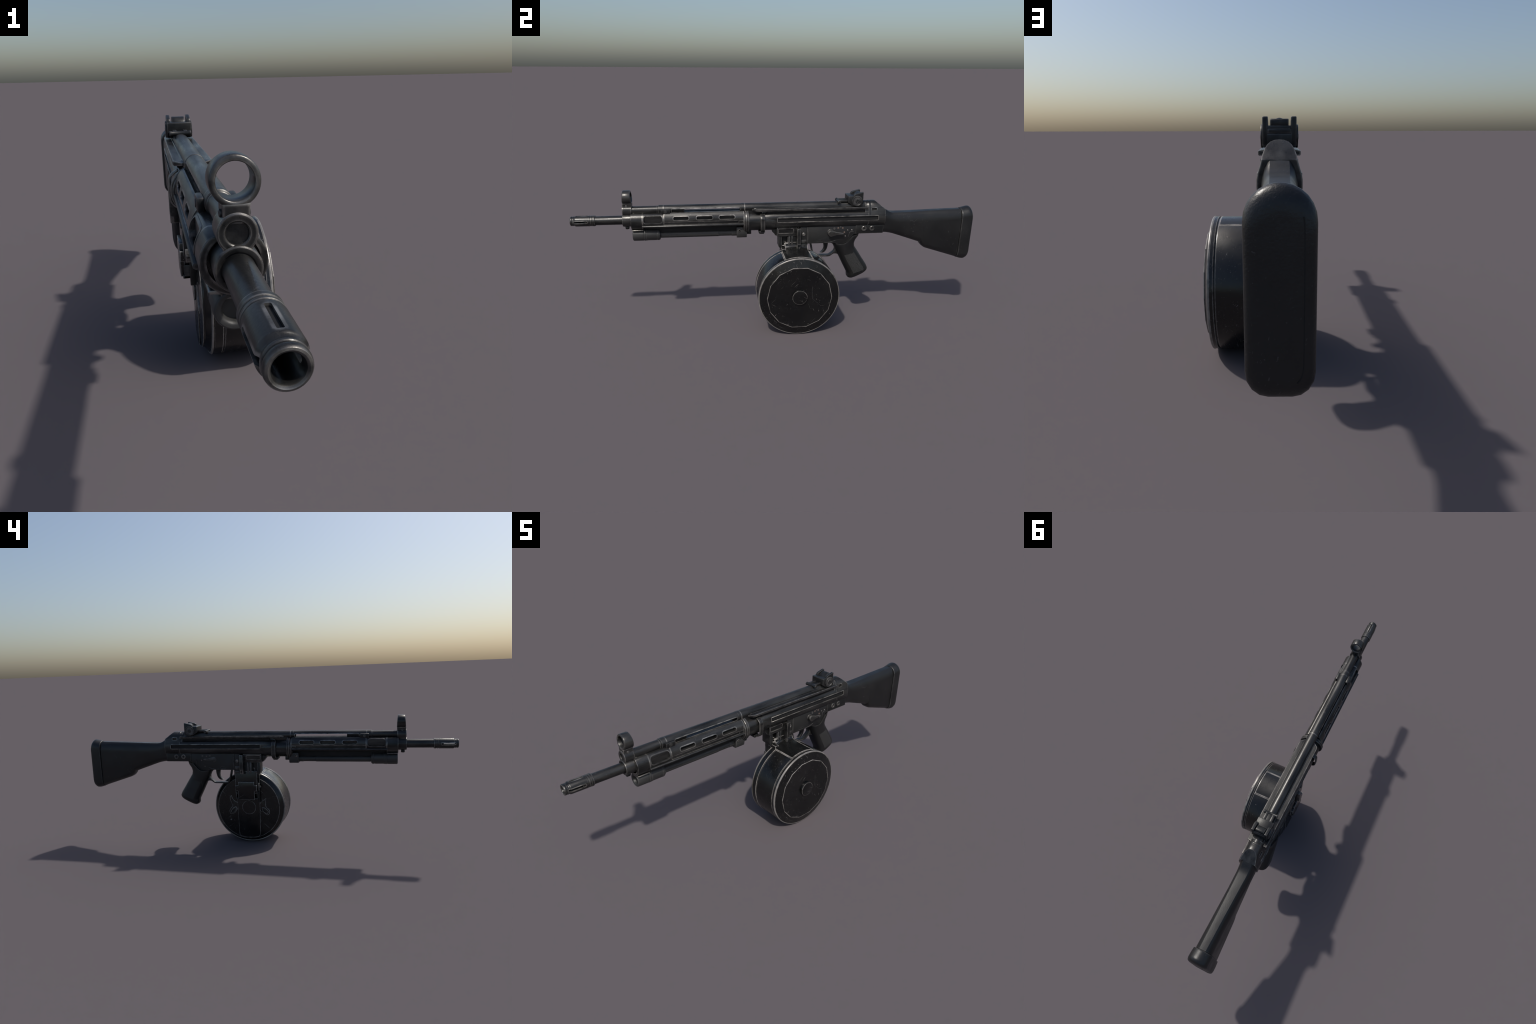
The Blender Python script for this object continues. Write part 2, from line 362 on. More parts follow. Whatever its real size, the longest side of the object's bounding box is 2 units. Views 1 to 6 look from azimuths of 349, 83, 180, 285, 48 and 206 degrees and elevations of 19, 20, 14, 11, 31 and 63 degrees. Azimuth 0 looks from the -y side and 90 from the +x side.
for s in (1, -1):
    lathe('block_screw', STEEL, [(X0 + s * 0.02, 0.0), (X0 + s * 0.02, 0.0072), (X0 + s * 0.0315, 0.0072), (X0 + s * 0.0330, 0.0058), (X0 + s * 0.0330, 0.0035), (X0 + s * 0.0300, 0.0030), (X0 + s * 0.0300, 0.0)], 'x', (-0.1985, 0.4975), 20, parent=bl)

# ------------------------------------------------------------------ receiver
CZ = 0.5405
lathe('handguard_collar', STEEL, [(-0.181, 0.0), (-0.181, 0.046), (-0.180, 0.0485), (-0.177, 0.0485), (-0.176, 0.053), (-0.1745, 0.0545), (-0.1715, 0.0545), (-0.1705, 0.0532), (-0.1690, 0.0532),
    (-0.1680, 0.0578), (-0.1665, 0.0586), (-0.1625, 0.0586), (-0.1610, 0.0566), (-0.1595, 0.0566), (-0.1585, 0.0586), (-0.1540, 0.0586), (-0.1520, 0.0566), (-0.1515, 0.050), (-0.1515, 0.0)], 'y', (X0, CZ), 56)
mbox('collar_lug', STEEL_DK, 0.019, -0.163, -0.139, 0.473, 0.495, 0.003)

body = [(0.0, 0.5050), (0.030, 0.5055), (0.0375, 0.5075), (0.0420, 0.5120), (0.0455, 0.5210), (0.0468, 0.5330), (0.0468, 0.553), (0.0455, 0.563), (0.0425, 0.5705), (0.0370, 0.5765), (0.0300, 0.5805),
        (0.0255, 0.5850), (0.0235, 0.5930), (0.0235, 0.604), (0.0, 0.606)]
bm = bmesh.new()
add_loft(bm, [[(X0 + (x - X0) * k, y, 0.548 + (z - 0.548) * k) for x, z in mirror_section(body)] for y, k in ((-0.085, 0.88), (-0.055, 0.96), (-0.035, 1.0), (0.447, 1.0))])
receiver = finish(bm, 'receiver', STEEL, angle=30)
lathe('receiver_trunk', STEEL, [(-0.153, 0.0), (-0.153, 0.0478), (-0.03, 0.0490), (-0.018, 0.0475), (-0.004, 0.040), (0.0, 0.0)], 'y', (X0, 0.5370), 48, parent=receiver)
lathe('receiver_tube', STEEL, [(-0.171, 0.0), (-0.171, 0.0236), (0.450, 0.0236), (0.450, 0.0)], 'y', (X0, 0.6035), 44, parent=receiver)
mbox('tube_bridge', STEEL, 0.0215, -0.168, -0.05, 0.572, 0.60, 0.004, receiver)
mbox('rail_shadow_block', SHADOW_BLACK, 0.0345, -0.062, 0.438, 0.5795, 0.5948, 0.001, receiver)  # black wall draws the dark shadow band under the rails
# stamped rails along both sides of the tube
for s in (1, -1):
    bm = bmesh.new()
    sec = [(0.018, 0.5945), (0.045, 0.5930), (0.0470, 0.5950), (0.0470, 0.6025), (0.0455, 0.6040), (0.0275, 0.6042), (0.0255, 0.6062), (0.018, 0.6065)]
    rings = []
    for y, k in ((-0.135, 0.30), (-0.118, 0.96), (-0.112, 1.0), (0.438, 1.0), (0.441, 0.96)):
        rings.append([(X0 + s * (0.018 + (d - 0.018) * k), y, z if k > 0.9 else 0.596 + (z - 0.5945) * 0.6) for d, z in sec])
    add_loft(bm, rings)
    finish(bm, 'receiver_rail', STEEL, receiver, angle=30)
# rear cap
cap = [(0.0, 0.5048), (0.030, 0.5053), (0.0378, 0.5073), (0.0425, 0.5118), (0.0460, 0.5208), (0.0474, 0.5328), (0.0474, 0.549), (0.0455, 0.560), (0.0425, 0.5700), (0.0395, 0.5800), (0.0370, 0.590), (0.0345, 0.600), (0.0310, 0.6095), (0.0260, 0.6175), (0.0190, 0.6238), (0.0100, 0.6272), (0.0, 0.6282)]
bm = bmesh.new()
sec = mirror_section(cap)
def cap_shrink(sec, k): # pull the section inward a little
    return [(X0 + (x - X0) * k, 0.556 + (z - 0.556) * k) for x, z in sec]
loops = [(0.430, 0.955), (0.4435, 0.965), (0.4455, 0.985), (0.449, 1.0), (0.4545, 1.0), (0.4560, 0.988), (0.4585, 0.988), (0.4600, 1.0), (0.5300, 1.0), (0.5320, 0.99), (0.533, 0.972)]
add_loft(bm, [[(x, y, z) for x, z in cap_shrink(sec, k)] for y, k in loops])
bmesh.ops.recalc_face_normals(bm, faces=bm.faces)
g = bm.verts[:] + bm.edges[:] + bm.faces[:]
slope = Vector((0, 0.0365, 0.0478)).normalized()
res = bmesh.ops.bisect_plane(bm, geom=g, plane_co=(0, 0.4830, 0.6275), plane_no=slope, clear_outer=True)
ce = [e for e in res['geom_cut'] if isinstance(e, bmesh.types.BMEdge)]
bmesh.ops.holes_fill(bm, edges=ce)
ce = [e for e in bm.edges if len(e.link_faces) == 2 and any(abs(f.normal.dot(slope)) > 0.999 for f in e.link_faces) and e.calc_face_angle(0) > math.radians(8)]
bmesh.ops.bevel(bm, geom=ce, offset=0.0045, segments=4, profile=0.5, affect='EDGES', clamp_overlap=True)
rcap = finish(bm, 'receiver_cap', STEEL, receiver, angle=30)
# side grooves (bolt guide) and small takedown slots
def grooves(dd): 
    out = []
    for s in (1, -1):
        a, b = sorted((X0 + s * dd, X0 + s * 0.06))
        out.append(cut_box(a, b, -0.0105, 0.4955, 0.5375, 0.5585, bevel=0.0015, seg=2))
    return out
boolean(receiver, grooves(0.0405), angle=30)
cuts = grooves(0.0393)
for s in (1, -1):
    a, b = sorted((X0 + s * 0.0300, X0 + s * 0.05))
    cuts.append(cut_box(a, b, 0.4625, 0.4880, 0.5830, 0.5965, bevel=0.002, seg=2))
boolean(rcap, cuts, angle=30)
for s in (1, -1):
    box('groove_shadow_plate', SHADOW_BLACK, *sorted((X0 + s * 0.0380, X0 + s * 0.0412)), -0.0098, 0.4948, 0.5382, 0.5578, 0.0, receiver)  # groove interior shade put in as a near-black plate
for s in (1, -1):   # bevelled rim round the long groove
    bm = bmesh.new()
    for z0, z1 in ((0.5362, 0.5378), (0.5582, 0.5598)):
        a, b = sorted((X0 + s * 0.045, X0 + s * 0.0478)); add_box(bm, a, b, -0.012, 0.497, z0, z1)
    for y0, y1 in ((-0.0120, -0.0104), (0.4954, 0.4970)):
        a, b = sorted((X0 + s * 0.045, X0 + s * 0.0477)); add_box(bm, a, b, y0, y1, 0.5375, 0.5585)
    finish(bm, 'groove_rim', STEEL, receiver, bevel=0.0004, seg=1)

# sling band
band_half = [(0.034, 0.578), (0.047, 0.571), (0.0560, 0.561), (0.0578, 0.548), (0.0578, 0.515), (0.0540, 0.499), (0.0430, 0.4885), (0.024, 0.4825), (0.0, 0.481)]
path = [(X0 + d, z) for d, z in smooth_path(band_half, 4)]
path += [(2 * X0 - x, z) for x, z in path[-2::-1]]
band = prism('sling_band', STEEL, strip(path, 0.005), 'y', -0.0955, -0.0745, 0.0012, bangle=50)
prism('band_foot', STEEL_DK, [(-0.103, 0.4905), (-0.074, 0.4905), (-0.073, 0.482), (-0.077, 0.4745), (-0.099, 0.4745), (-0.103, 0.482)], 'x', X0 - 0.027, X0 + 0.027, 0.002, band)

# ------------------------------------------------------------------ rear sight
rs = prism('rear_sight', STEEL_DK, [(0.3405, 0.626), (0.3405, 0.6555), (0.3425, 0.6575), (0.3765, 0.6575), (0.3800, 0.640), (0.4145, 0.640), (0.4145, 0.612), (0.37, 0.608)], 'x', X0 - 0.0375, X0 + 0.0375, 0.0015)
for s in (1, -1):
    a, b = sorted((X0 + s * 0.0255, X0 + s * 0.0380))
    prism('sight_wing', STEEL_DK, [(0.3660, 0.630), (0.3665, 0.6605), (0.3700, 0.6665), (0.3760, 0.6690), (0.4110, 0.6775), (0.4150, 0.6760), (0.4150, 0.613), (0.372, 0.612)], 'x', a, b, 0.0025, rs)
    wc = [(0.0370, 0.0), (0.0370, 0.0255), (0.0405, 0.0262), (0.0420, 0.0252), (0.0422, 0.0215), (0.0405, 0.0200), (0.0405, 0.0110), (0.0425, 0.0100), (0.0435, 0.0055), (0.0425, 0.0040), (0.0425, 0.0)]
    lathe('windage_wheel', STEEL_DK, [(X0 + s * d, r) for d, r in wc], 'x', (0.3840, 0.6340), 40, parent=rs, angle=25)
# drum-shaped aperture block between the wings
bm = bmesh.new()
prof = smooth_path([(0.374, 0.654), (0.380, 0.6620), (0.389, 0.6690), (0.400, 0.6722), (0.4065, 0.6705), (0.4085, 0.6630), (0.407, 0.650)], 4) + [(0.375, 0.648)]
add_prism(bm, prof, 'x', X0 - 0.0205, X0 + 0.0205)
finish(bm, 'sight_aperture', STEEL_DK, rs, angle=35, bevel=0.0012, bangle=60)
box('sight_shelf', STEEL_DK, X0 - 0.027, X0 + 0.027, 0.374, 0.4125, 0.638, 0.6575, 0.002, rs)
box('sight_crossbar', STEEL_DK, X0 - 0.0265, X0 + 0.0265, 0.372, 0.4152, 0.6400, 0.6510, 0.002, rs)
for s in (1, -1):
    a, b = sorted((X0 + s * 0.010, X0 + s * 0.0225))
    box('lever_arm', STEEL_DK, a, b, 0.297, 0.345, 0.6260, 0.6365, 0.0025, rs)
box('lever_plate', STEEL_DK, X0 - 0.019, X0 + 0.019, 0.300, 0.345, 0.624, 0.6330, 0.002, rs)
lathe('lever_bar', STEEL_DK, [(X0 - 0.0335, 0.0), (X0 - 0.0335, 0.0065), (X0 - 0.032, 0.0082), (X0 - 0.027, 0.0086), (X0 - 0.024, 0.0072), (X0 + 0.024, 0.0072), (X0 + 0.027, 0.0086), (X0 + 0.032, 0.0082), (X0 + 0.0335, 0.0065), (X0 + 0.0335, 0.0)], 'x', (0.2965, 0.6280), 28, parent=rs)

# ------------------------------------------------------------------ trunnion, trigger housing, grip
tr = mbox('stock_socket', STEEL_DK, 0.0395, 0.385, 0.5275, 0.4655, 0.512, 0.002)
screw_src = None
for s in (1, -1):
    for y in (0.4275, 0.4685):
        prof = [(0.036, 0.0), (0.036, 0.0128), (0.0418, 0.0128), (0.0432, 0.0112), (0.0432, 0.0062), (0.0415, 0.0050), (0.0385, 0.0048), (0.0385, 0.0)]
        sc = lathe('socket_screw', STEEL, [(X0 + s * d, r) for d, r in prof], 'x', (y, 0.4920), 24, parent=tr)
        lathe('screw_recess', SHADOW_BLACK, [(X0 + s * 0.0386, 0.0), (X0 + s * 0.0386, 0.0045), (X0 + s * 0.0389, 0.0045), (X0 + s * 0.0389, 0.0)], 'x', (y, 0.4920), 12, parent=sc)

hs_poly = [(0.1437, 0.5115), (0.3820, 0.5115), (0.3990, 0.4700), (0.3960, 0.4640), (0.3770, 0.4620), (0.3690, 0.4540), (0.3620, 0.4450), (0.3550, 0.4370), (0.3480, 0.4300), (0.3410, 0.4230), (0.3340, 0.4185), (0.3250, 0.4155), (0.3160, 0.4145), (0.2970, 0.4155), (0.2785, 0.4195), (0.1437, 0.4195)]
th = prism('trigger_housing', HOUSING, hs_poly, 'x', X0 - 0.0365, X0 + 0.0365, 0.0012, bangle=50)
cuts = []
for s in (1, -1):
    a, b = sorted((X0 + s * 0.0335, X0 + s * 0.045))
    cuts.append(cut_box(a, b, 0.1880, 0.2160, 0.4275, 0.4345, bevel=0.002, seg=2))
boolean(th, cuts)
mbox('housing_extension', HOUSING, 0.0345, 0.1060, 0.1440, 0.418, 0.510, 0.0015, th)
mbox('housing_seam', STEEL_DK, 0.0375, 0.1385, 0.1425, 0.4195, 0.5085, 0.0008, th)
# raised lower ledge
for s in (1, -1):
    a, b = sorted((X0 + s * 0.035, X0 + s * 0.0385))
    prism('housing_ledge', HOUSING, strip(smooth_path([(0.225, 0.4235), (0.252, 0.4240), (0.268, 0.4270), (0.285, 0.4330)], 4), 0.0035), 'x', a, b, 0.0010, th, bangle=50)
    prism('housing_rib', HOUSING, strip(smooth_path([(0.3760, 0.4760), (0.3650, 0.4770), (0.3560, 0.4720), (0.3520, 0.4620), (0.3525, 0.4500)], 4), 0.0022), 'x', a, b - 0.0012 if s > 0 else b, 0.0006, th, bangle=50)

# pistol grip: superellipse sections swept from the housing to the heel
GR = [((0.274, 0.4360), (0.4118, 0.4620), 0.0445), ((0.276, 0.4160), (0.4085, 0.4510), 0.0455), ((0.2815, 0.4000), (0.3935, 0.4300), 0.0460), ((0.2895, 0.3830), (0.3880, 0.4120), 0.0460),
      ((0.3000, 0.3640), (0.3905, 0.3930), 0.0455), ((0.3100, 0.3440), (0.4040, 0.3730), 0.0450), ((0.3332, 0.2973), (0.4305, 0.3325), 0.0440), ((0.3520, 0.2610), (0.4575, 0.2920), 0.0430),
      ((0.3600, 0.2450), (0.4640, 0.2790), 0.0425), ((0.3602, 0.2345), (0.4665, 0.2715), 0.0420), ((0.3610, 0.2265), (0.4645, 0.2630), 0.0400), ((0.3660, 0.2195), (0.4580, 0.2560), 0.0360), ((0.3740, 0.2160), (0.4490, 0.2505), 0.0300)]
def grip_sec(u):
    u = max(0, min(u, len(GR) - 1.0001)); i = int(u); t = u - i
    a, b = GR[i], GR[i + 1]
    lerp = lambda p, q: p + (q - p) * t
    return (tuple(lerp(p, q) for p, q in zip(a[0], b[0])), tuple(lerp(p, q) for p, q in zip(a[1], b[1])), lerp(a[2], b[2]))
def grip_pt(u, th_, off=0.0, e=0.74):
    F, R, w = grip_sec(u)
    c = math.cos(th_); s = math.sin(th_)
    cy = math.copysign(abs(c) ** e, c); cx = math.copysign(abs(s) ** e, s)
    m = ((F[0] + R[0]) / 2, (F[1] + R[1]) / 2); h = ((R[0] - F[0]) / 2, (R[1] - F[1]) / 2)
    return (X0 + cx * (w + off), m[0] + h[0] * cy, m[1] + h[1] * cy)
bm = bmesh.new()
us = [i * 0.5 for i in range(2 * (len(GR) - 1) + 1)]
add_loft(bm, [[grip_pt(u, 2 * math.pi * k / 48) for k in range(48)] for u in us])
grip = finish(bm, 'pistol_grip', POLYMER, angle=50)
cb = bmesh.new()     # the grip top follows the lower outline of the housing
add_prism(cb, [(0.150, 0.560), (0.3820, 0.560), (0.3990, 0.4700), (0.3970, 0.4640)] + smooth_path([(0.3960, 0.4635), (0.3770, 0.4600), (0.3620, 0.4440), (0.3480, 0.4290), (0.3340, 0.4175), (0.3160, 0.4130), (0.2970, 0.4140), (0.2785, 0.4180)], 4) + [(0.150, 0.4200)], 'x', X0 - 0.08, X0 + 0.08)
boolean(grip, [cb], angle=50)
for s in (1, -1):
    bm = bmesh.new(); nu, nt = 14, 12
    G = []
    for off in (0.0005, -0.002):
        grid = []
        for i in range(nu + 1):
            u = 5.0 + (8.3 - 5.0) * i / nu
            row = []
            for k in range(nt + 1):
                c0 = -0.50 + 1.08 * k / nt      # position across, front (-) to rear (+)
                F, R, w = grip_sec(u)
                cyv = -c0
                cyv = c0
                ca = math.copysign(abs(cyv) ** (1 / 0.74), cyv); sa = math.sqrt(max(0, 1 - ca * ca))
                m = ((F[0] + R[0]) / 2, (F[1] + R[1]) / 2); h = ((R[0] - F[0]) / 2, (R[1] - F[1]) / 2)
                row.append(bm.verts.new((X0 + s * (sa ** 0.74 * w + off), m[0] + h[0] * cyv, m[1] + h[1] * cyv)))
            grid.append(row)
        G.append(grid)
    for g_ in G:
        for i in range(nu):
            for k in range(nt): bm.faces.new((g_[i][k], g_[i + 1][k], g_[i + 1][k + 1], g_[i][k + 1]))
    A, B = G
    bord = [(i, 0) for i in range(nu)] + [(nu, k) for k in range(nt)] + [(i, nt) for i in range(nu, 0, -1)] + [(0, k) for k in range(nt, 0, -1)]
    for p, q in zip(bord, bord[1:] + bord[:1]):
        bm.faces.new((A[p[0]][p[1]], A[q[0]][q[1]], B[q[0]][q[1]], B[p[0]][p[1]]))
    finish(bm, 'grip_panel', STIPPLE, grip, angle=50)

# trigger guard and trigger
gpath = smooth_path([(0.1620, 0.4210), (0.1680, 0.3920), (0.1755, 0.3640), (0.1840, 0.3470), (0.1960, 0.3430), (0.2250, 0.3430), (0.2590, 0.3432), (0.2730, 0.3510), (0.2850, 0.3600), (0.2930, 0.3740), (0.2915, 0.3900), (0.2840, 0.4040), (0.2700, 0.4160)], 4)
tg = prism('trigger_guard', STEEL_DK, strip(gpath, 0.0075), 'x', X0 - 0.0135, X0 + 0.0135, 0.0010, bangle=50)
prism('guard_web', STEEL_DK, [(0.279, 0.3530), (0.2945, 0.3535), (0.3035, 0.3510), (0.3100, 0.3450), (0.320, 0.358), (0.300, 0.395), (0.2945, 0.380), (0.2900, 0.3640)], 'x', X0 - 0.0132, X0 + 0.0132, 0.0010, tg)
tpath = smooth_path([(0.2540, 0.4230), (0.2535, 0.4050), (0.2510, 0.3880), (0.2450, 0.3720), (0.2360, 0.3625), (0.2270, 0.3585), (0.2140, 0.3590)], 4) + smooth_path([(0.2190, 0.3625), (0.2270, 0.3700), (0.2325, 0.3800), (0.2335, 0.3920), (0.2310, 0.4060), (0.2290, 0.4230)], 4)
prism('trigger', STEEL_DK, tpath, 'x', X0 - 0.0085, X0 + 0.0085, 0.0012, bangle=50)

# fire selector: knob and lever on the right, flush lever on the left
def teardrop(c, r, tip, tr):
    dy, dz = tip[0] - c[0], tip[1] - c[1]; a = math.degrees(math.atan2(dz, dy))
    big = arc(c[0], c[1], r, a + 62, a + 298, 14)
    sm = arc(tip[0], tip[1], tr, a - 80, a + 80, 5)
    mid1 = (c[0] + dy * 0.48, c[1] + dz * 0.48)
    n = (-math.sin(math.radians(a)), math.cos(math.radians(a)))
    w = r * 0.47
    return big + [(mid1[0] - n[0] * w, mid1[1] - n[1] * w)] + sm + [(mid1[0] + n[0] * w, mid1[1] + n[1] * w)]
sel = lathe('selector_knob', STEEL, [(X0 + 0.034, 0.0), (X0 + 0.034, 0.0165), (X0 + 0.0395, 0.0165), (X0 + 0.0410, 0.0150), (X0 + 0.052, 0.0145), (X0 + 0.052, 0.0)], 'x', (0.2560, 0.4760), 28, parent=th)
prism('selector_lever', STEEL, teardrop((0.2580, 0.4745), 0.0152, (0.3170, 0.4720), 0.0040), 'x', X0 + 0.0480, X0 + 0.0560, 0.0022, sel, bangle=50)
prism('selector_stub', STEEL_DK, teardrop((0.2535, 0.4768), 0.0150, (0.3100, 0.4765), 0.0038), 'x', X0 - 0.0382, X0 - 0.034, 0.0010, th, bangle=50)
def disc(name, mat, s, y, z, r, h, ring=False):
    b = 0.0360
    if ring: p = [(b, 0.0), (b, r), (b + h, r), (b + h, r * 0.72), (b + h * 0.5, r * 0.62), (b + h * 0.5, 0.0)]
    else: p = [(b, 0.0), (b, r), (b + h * 0.7, r), (b + h, r * 0.7), (b + h, 0.0)]
    return lathe(name, mat, [(X0 + s * d, rr) for d, rr in p], 'x', (y, z), 16, parent=th)
for y, z in ((0.2960, 0.4975), (0.3195, 0.4965), (0.3286, 0.4742)): disc('selector_mark', DOT, 1, y, z, 0.0043, 0.0009)
for y, z in ((0.2955, 0.4943), (0.3244, 0.4720), (0.3061, 0.4384)): disc('selector_mark', DOT, -1, y, z, 0.0036, 0.0009)
disc('housing_pin', STEEL_DK, 1, 0.2765, 0.4955, 0.0062, 0.0014, True)
for y, z in ((0.3452, 0.4840), (0.3668, 0.4850), (0.3343, 0.4530)): disc('housing_rivet', STEEL, 1, y, z, 0.0032, 0.0026)
disc('housing_rivet', STEEL, 1, 0.3090, 0.5020, 0.0022, 0.0016)
for y, z in ((0.3173, 0.4960), (0.2739, 0.4979)): disc('housing_pin', STEEL_DK, -1, y, z, 0.0058, 0.0014, True)

# ------------------------------------------------------------------ magazine housing
mh = mbox('magazine_housing', STEEL, 0.0350, -0.0130, 0.0870, 0.4625, 0.5100, 0.0020)
cuts = []
for s in (1, -1):
    a, b = sorted((X0 + s * 0.0305, X0 + s * 0.045))
    cuts.append(cut_box(a, b, -0.0050, 0.0690, 0.4775, 0.4985, bevel=0.003, seg=3))
boolean(mh, cuts)
mbox('housing_rim', STEEL_DK, 0.0370, -0.0140, -0.0075, 0.4620, 0.5080, 0.0015, mh)
prism('housing_nose', STEEL_DK, [(-0.0120, 0.500), (-0.0120, 0.464), (-0.0200, 0.4640), (-0.0260, 0.4740), (-0.0350, 0.4830), (-0.0380, 0.4920), (-0.0330, 0.500)], 'x', X0 - 0.026, X0 + 0.026, 0.002, mh)
well_poly = [(-0.0030, 0.4640), (-0.0030, 0.4050), (0.0050, 0.3960), (0.0150, 0.3920), (0.0150, 0.370), (0.140, 0.370), (0.1440, 0.395), (0.1440, 0.4640)]
well = prism('magazine_well', STEEL_DK, well_poly, 'x', X0 - 0.0290, X0 + 0.0290, 0.0020, mh, bangle=20)
cuts = []
for s in (1, -1):
    a, b = sorted((X0 + s * 0.0120, X0 + s * 0.045))
    cuts.append(cut_box(a, b, 0.0125, 0.0415, 0.4020, 0.4600, bevel=0.002, seg=2))
boolean(well, cuts)
for s in (1, -1):
    a, b = sorted((X0 + s * 0.0280, X0 + s * 0.0320))
    box('well_rib', STEEL_DK, a, b, 0.0460, 0.0540, 0.400, 0.462, 0.001, mh)
    box('well_rib', STEEL_DK, a, b, 0.0600, 0.0690, 0.400, 0.462, 0.001, mh)
    a, b = sorted((X0 + s * 0.0300, X0 + s * 0.0566))
    bar = prism('release_bar', STEEL, [(0.0860, 0.5035), (0.1050, 0.5035), (0.1050, 0.430), (0.1040, 0.3995), (0.0845, 0.3995), (0.0850, 0.430)], 'x', a, b, 0.0025, mh)
    c_ = cut_box(*sorted((X0 + s * 0.046, X0 + s * 0.06)), 0.0890, 0.1070, 0.39, 0.4210, bevel=0.002, seg=2)
    boolean(bar, [c_])
    a, b = sorted((X0 + s * 0.033, X0 + s * 0.0385))
    lathe('pivot_pin', STEEL, [(X0 + s * 0.033, 0.0), (X0 + s * 0.033, 0.0085), (X0 + s * 0.0375, 0.0085), (X0 + s * 0.0385, 0.0070), (X0 + s * 0.0385, 0.0045), (X0 + s * 0.0365, 0.0035), (X0 + s * 0.0365, 0.0)], 'x', (0.1215, 0.4690), 20, parent=mh)
    box('pivot_lug', STEEL_DK, *sorted((X0 + s * 0.033, X0 + s * 0.0365)), 0.1080, 0.1360, 0.4240, 0.4400, 0.0015, mh)
    box('pivot_lug', STEEL_DK, *sorted((X0 + s * 0.031, X0 + s * 0.0345)), 0.1090, 0.1330, 0.4020, 0.4150, 0.0015, mh)
# bright stepped catch in the right-hand opening
catch = box('feed_catch', BARE, X0 + 0.0220, X0 + 0.0315, 0.0255, 0.0450, 0.4205, 0.4235, 0.0006, mh)
box('feed_catch_wall', STEEL_DK, X0 + 0.0150, X0 + 0.0300, 0.0260, 0.0445, 0.4060, 0.4205, 0.001, catch)
box('feed_catch_step', BARE, X0 + 0.0260, X0 + 0.0345, 0.0300, 0.0560, 0.4045, 0.4070, 0.0006, catch)
box('feed_catch_riser', BARE, X0 + 0.0285, X0 + 0.0312, 0.0248, 0.0272, 0.4070, 0.4225, 0.0005, catch)
box('feed_catch_tab', BARE, X0 + 0.0250, X0 + 0.0320, 0.0160, 0.0260, 0.4105, 0.4130, 0.0006, catch)

# ------------------------------------------------------------------ drum magazine
YC, ZC, R = 0.0790, 0.2000, 0.2000
prof = [(-0.0790, 0.0), (-0.0780, 0.150), (-0.0765, 0.1738), (-0.0757, 0.1750), (-0.0690, 0.1752), (-0.0660, 0.1790), (-0.0600, 0.1850), (-0.0560, 0.1910), (-0.0540, 0.1945), (-0.0500, 0.1970), (-0.0465, 0.1992),
        (-0.0240, 0.1992), (-0.0228, 0.1990), (-0.0222, 0.1955), (-0.0195, 0.1955), (-0.0188, 0.1978), (-0.0175, 0.1984), (0.0910, 0.1984), (0.0925, 0.1978), (0.0932, 0.1950), (0.0962, 0.1950), (0.0968, 0.1984), (0.0980, 0.1992),
        (0.1100, 0.1992), (0.1100, 0.185), (0.112, 0.0)]
drum = lathe('drum_magazine', PAINT, prof, 'x', (YC, ZC), 88, angle=22)
lathe('drum_rim', RIM, [(0.1095, 0.1900), (0.1095, 0.1995), (0.1103, 0.2000), (0.1125, 0.1999), (0.1143, 0.1988), (0.1150, 0.1975), (0.1140, 0.1900), (0.1095, 0.1900)], 'x', (YC, ZC), 88, parent=drum)
lathe('drum_rim', RIM, [(-0.0495, 0.1900), (-0.0495, 0.1996), (-0.0502, 0.1999), (-0.0520, 0.1994), (-0.0545, 0.1978), (-0.0555, 0.1955), (-0.0540, 0.1900), (-0.0495, 0.1900)], 'x', (YC, ZC), 88, parent=drum)
cut = bmesh.new()
for ang in (110.5, 70.0):
    b2 = bmesh.new(); add_box(b2, -0.0190, 0.0930, 0.1950, 0.2100, -0.0013, 0.0013)
    bmesh.ops.transform(b2, matrix=Matrix.Translation((0, YC, ZC)) @ Matrix.Rotation(math.radians(ang), 4, 'X'), verts=b2.verts)
    tmp = D.meshes.new('t'); b2.to_mesh(tmp); b2.free(); cut.from_mesh(tmp); D.meshes.remove(tmp)
boolean(drum, [cut], angle=22)
# right cover: round outside, fourteen-sided flat inside
bm = bmesh.new()
NS, PER = 14, 6
def cover_ring(x, r, poly):
    out = []
    for i in range(NS * PER):
        a = 2 * math.pi * i / (NS * PER) + math.pi / 2 - math.pi / NS
        rr = r
        if poly:
            loc = (2 * math.pi * i / (NS * PER)) % (2 * math.pi / NS) - math.pi / NS
            rr = r * math.cos(math.pi / NS) / math.cos(loc)
        out.append((x, YC + rr * math.cos(a), ZC + rr * math.sin(a)))
    return out
add_loft(bm, [cover_ring(0.105, 0.1968, False), cover_ring(0.1146, 0.1968, False), cover_ring(0.1250, 0.1600, True), cover_ring(0.1280, 0.1592, True), cover_ring(0.1282, 0.1575, True), cover_ring(0.1277, 0.1540, True)])
cover = finish(bm, 'drum_cover', PAINT, drum, angle=24)
lathe('drum_hub', PAINT, [(0.120, 0.0), (0.120, 0.0385), (0.1285, 0.0380), (0.1365, 0.0368), (0.1378, 0.0362), (0.1385, 0.0345), (0.1385, 0.0)], 'x', (YC - 0.0005, 0.2065), 36, parent=cover, angle=30)
for pts in ([(0.1400, 0.2560), (0.1410, 0.1960), (0.1830, 0.1560), (0.2000, 0.1560)],):
    prism('cover_seam', HOUSING, strip(pts, 0.0008), 'x', 0.1265, 0.1281, 0.0002, cover)

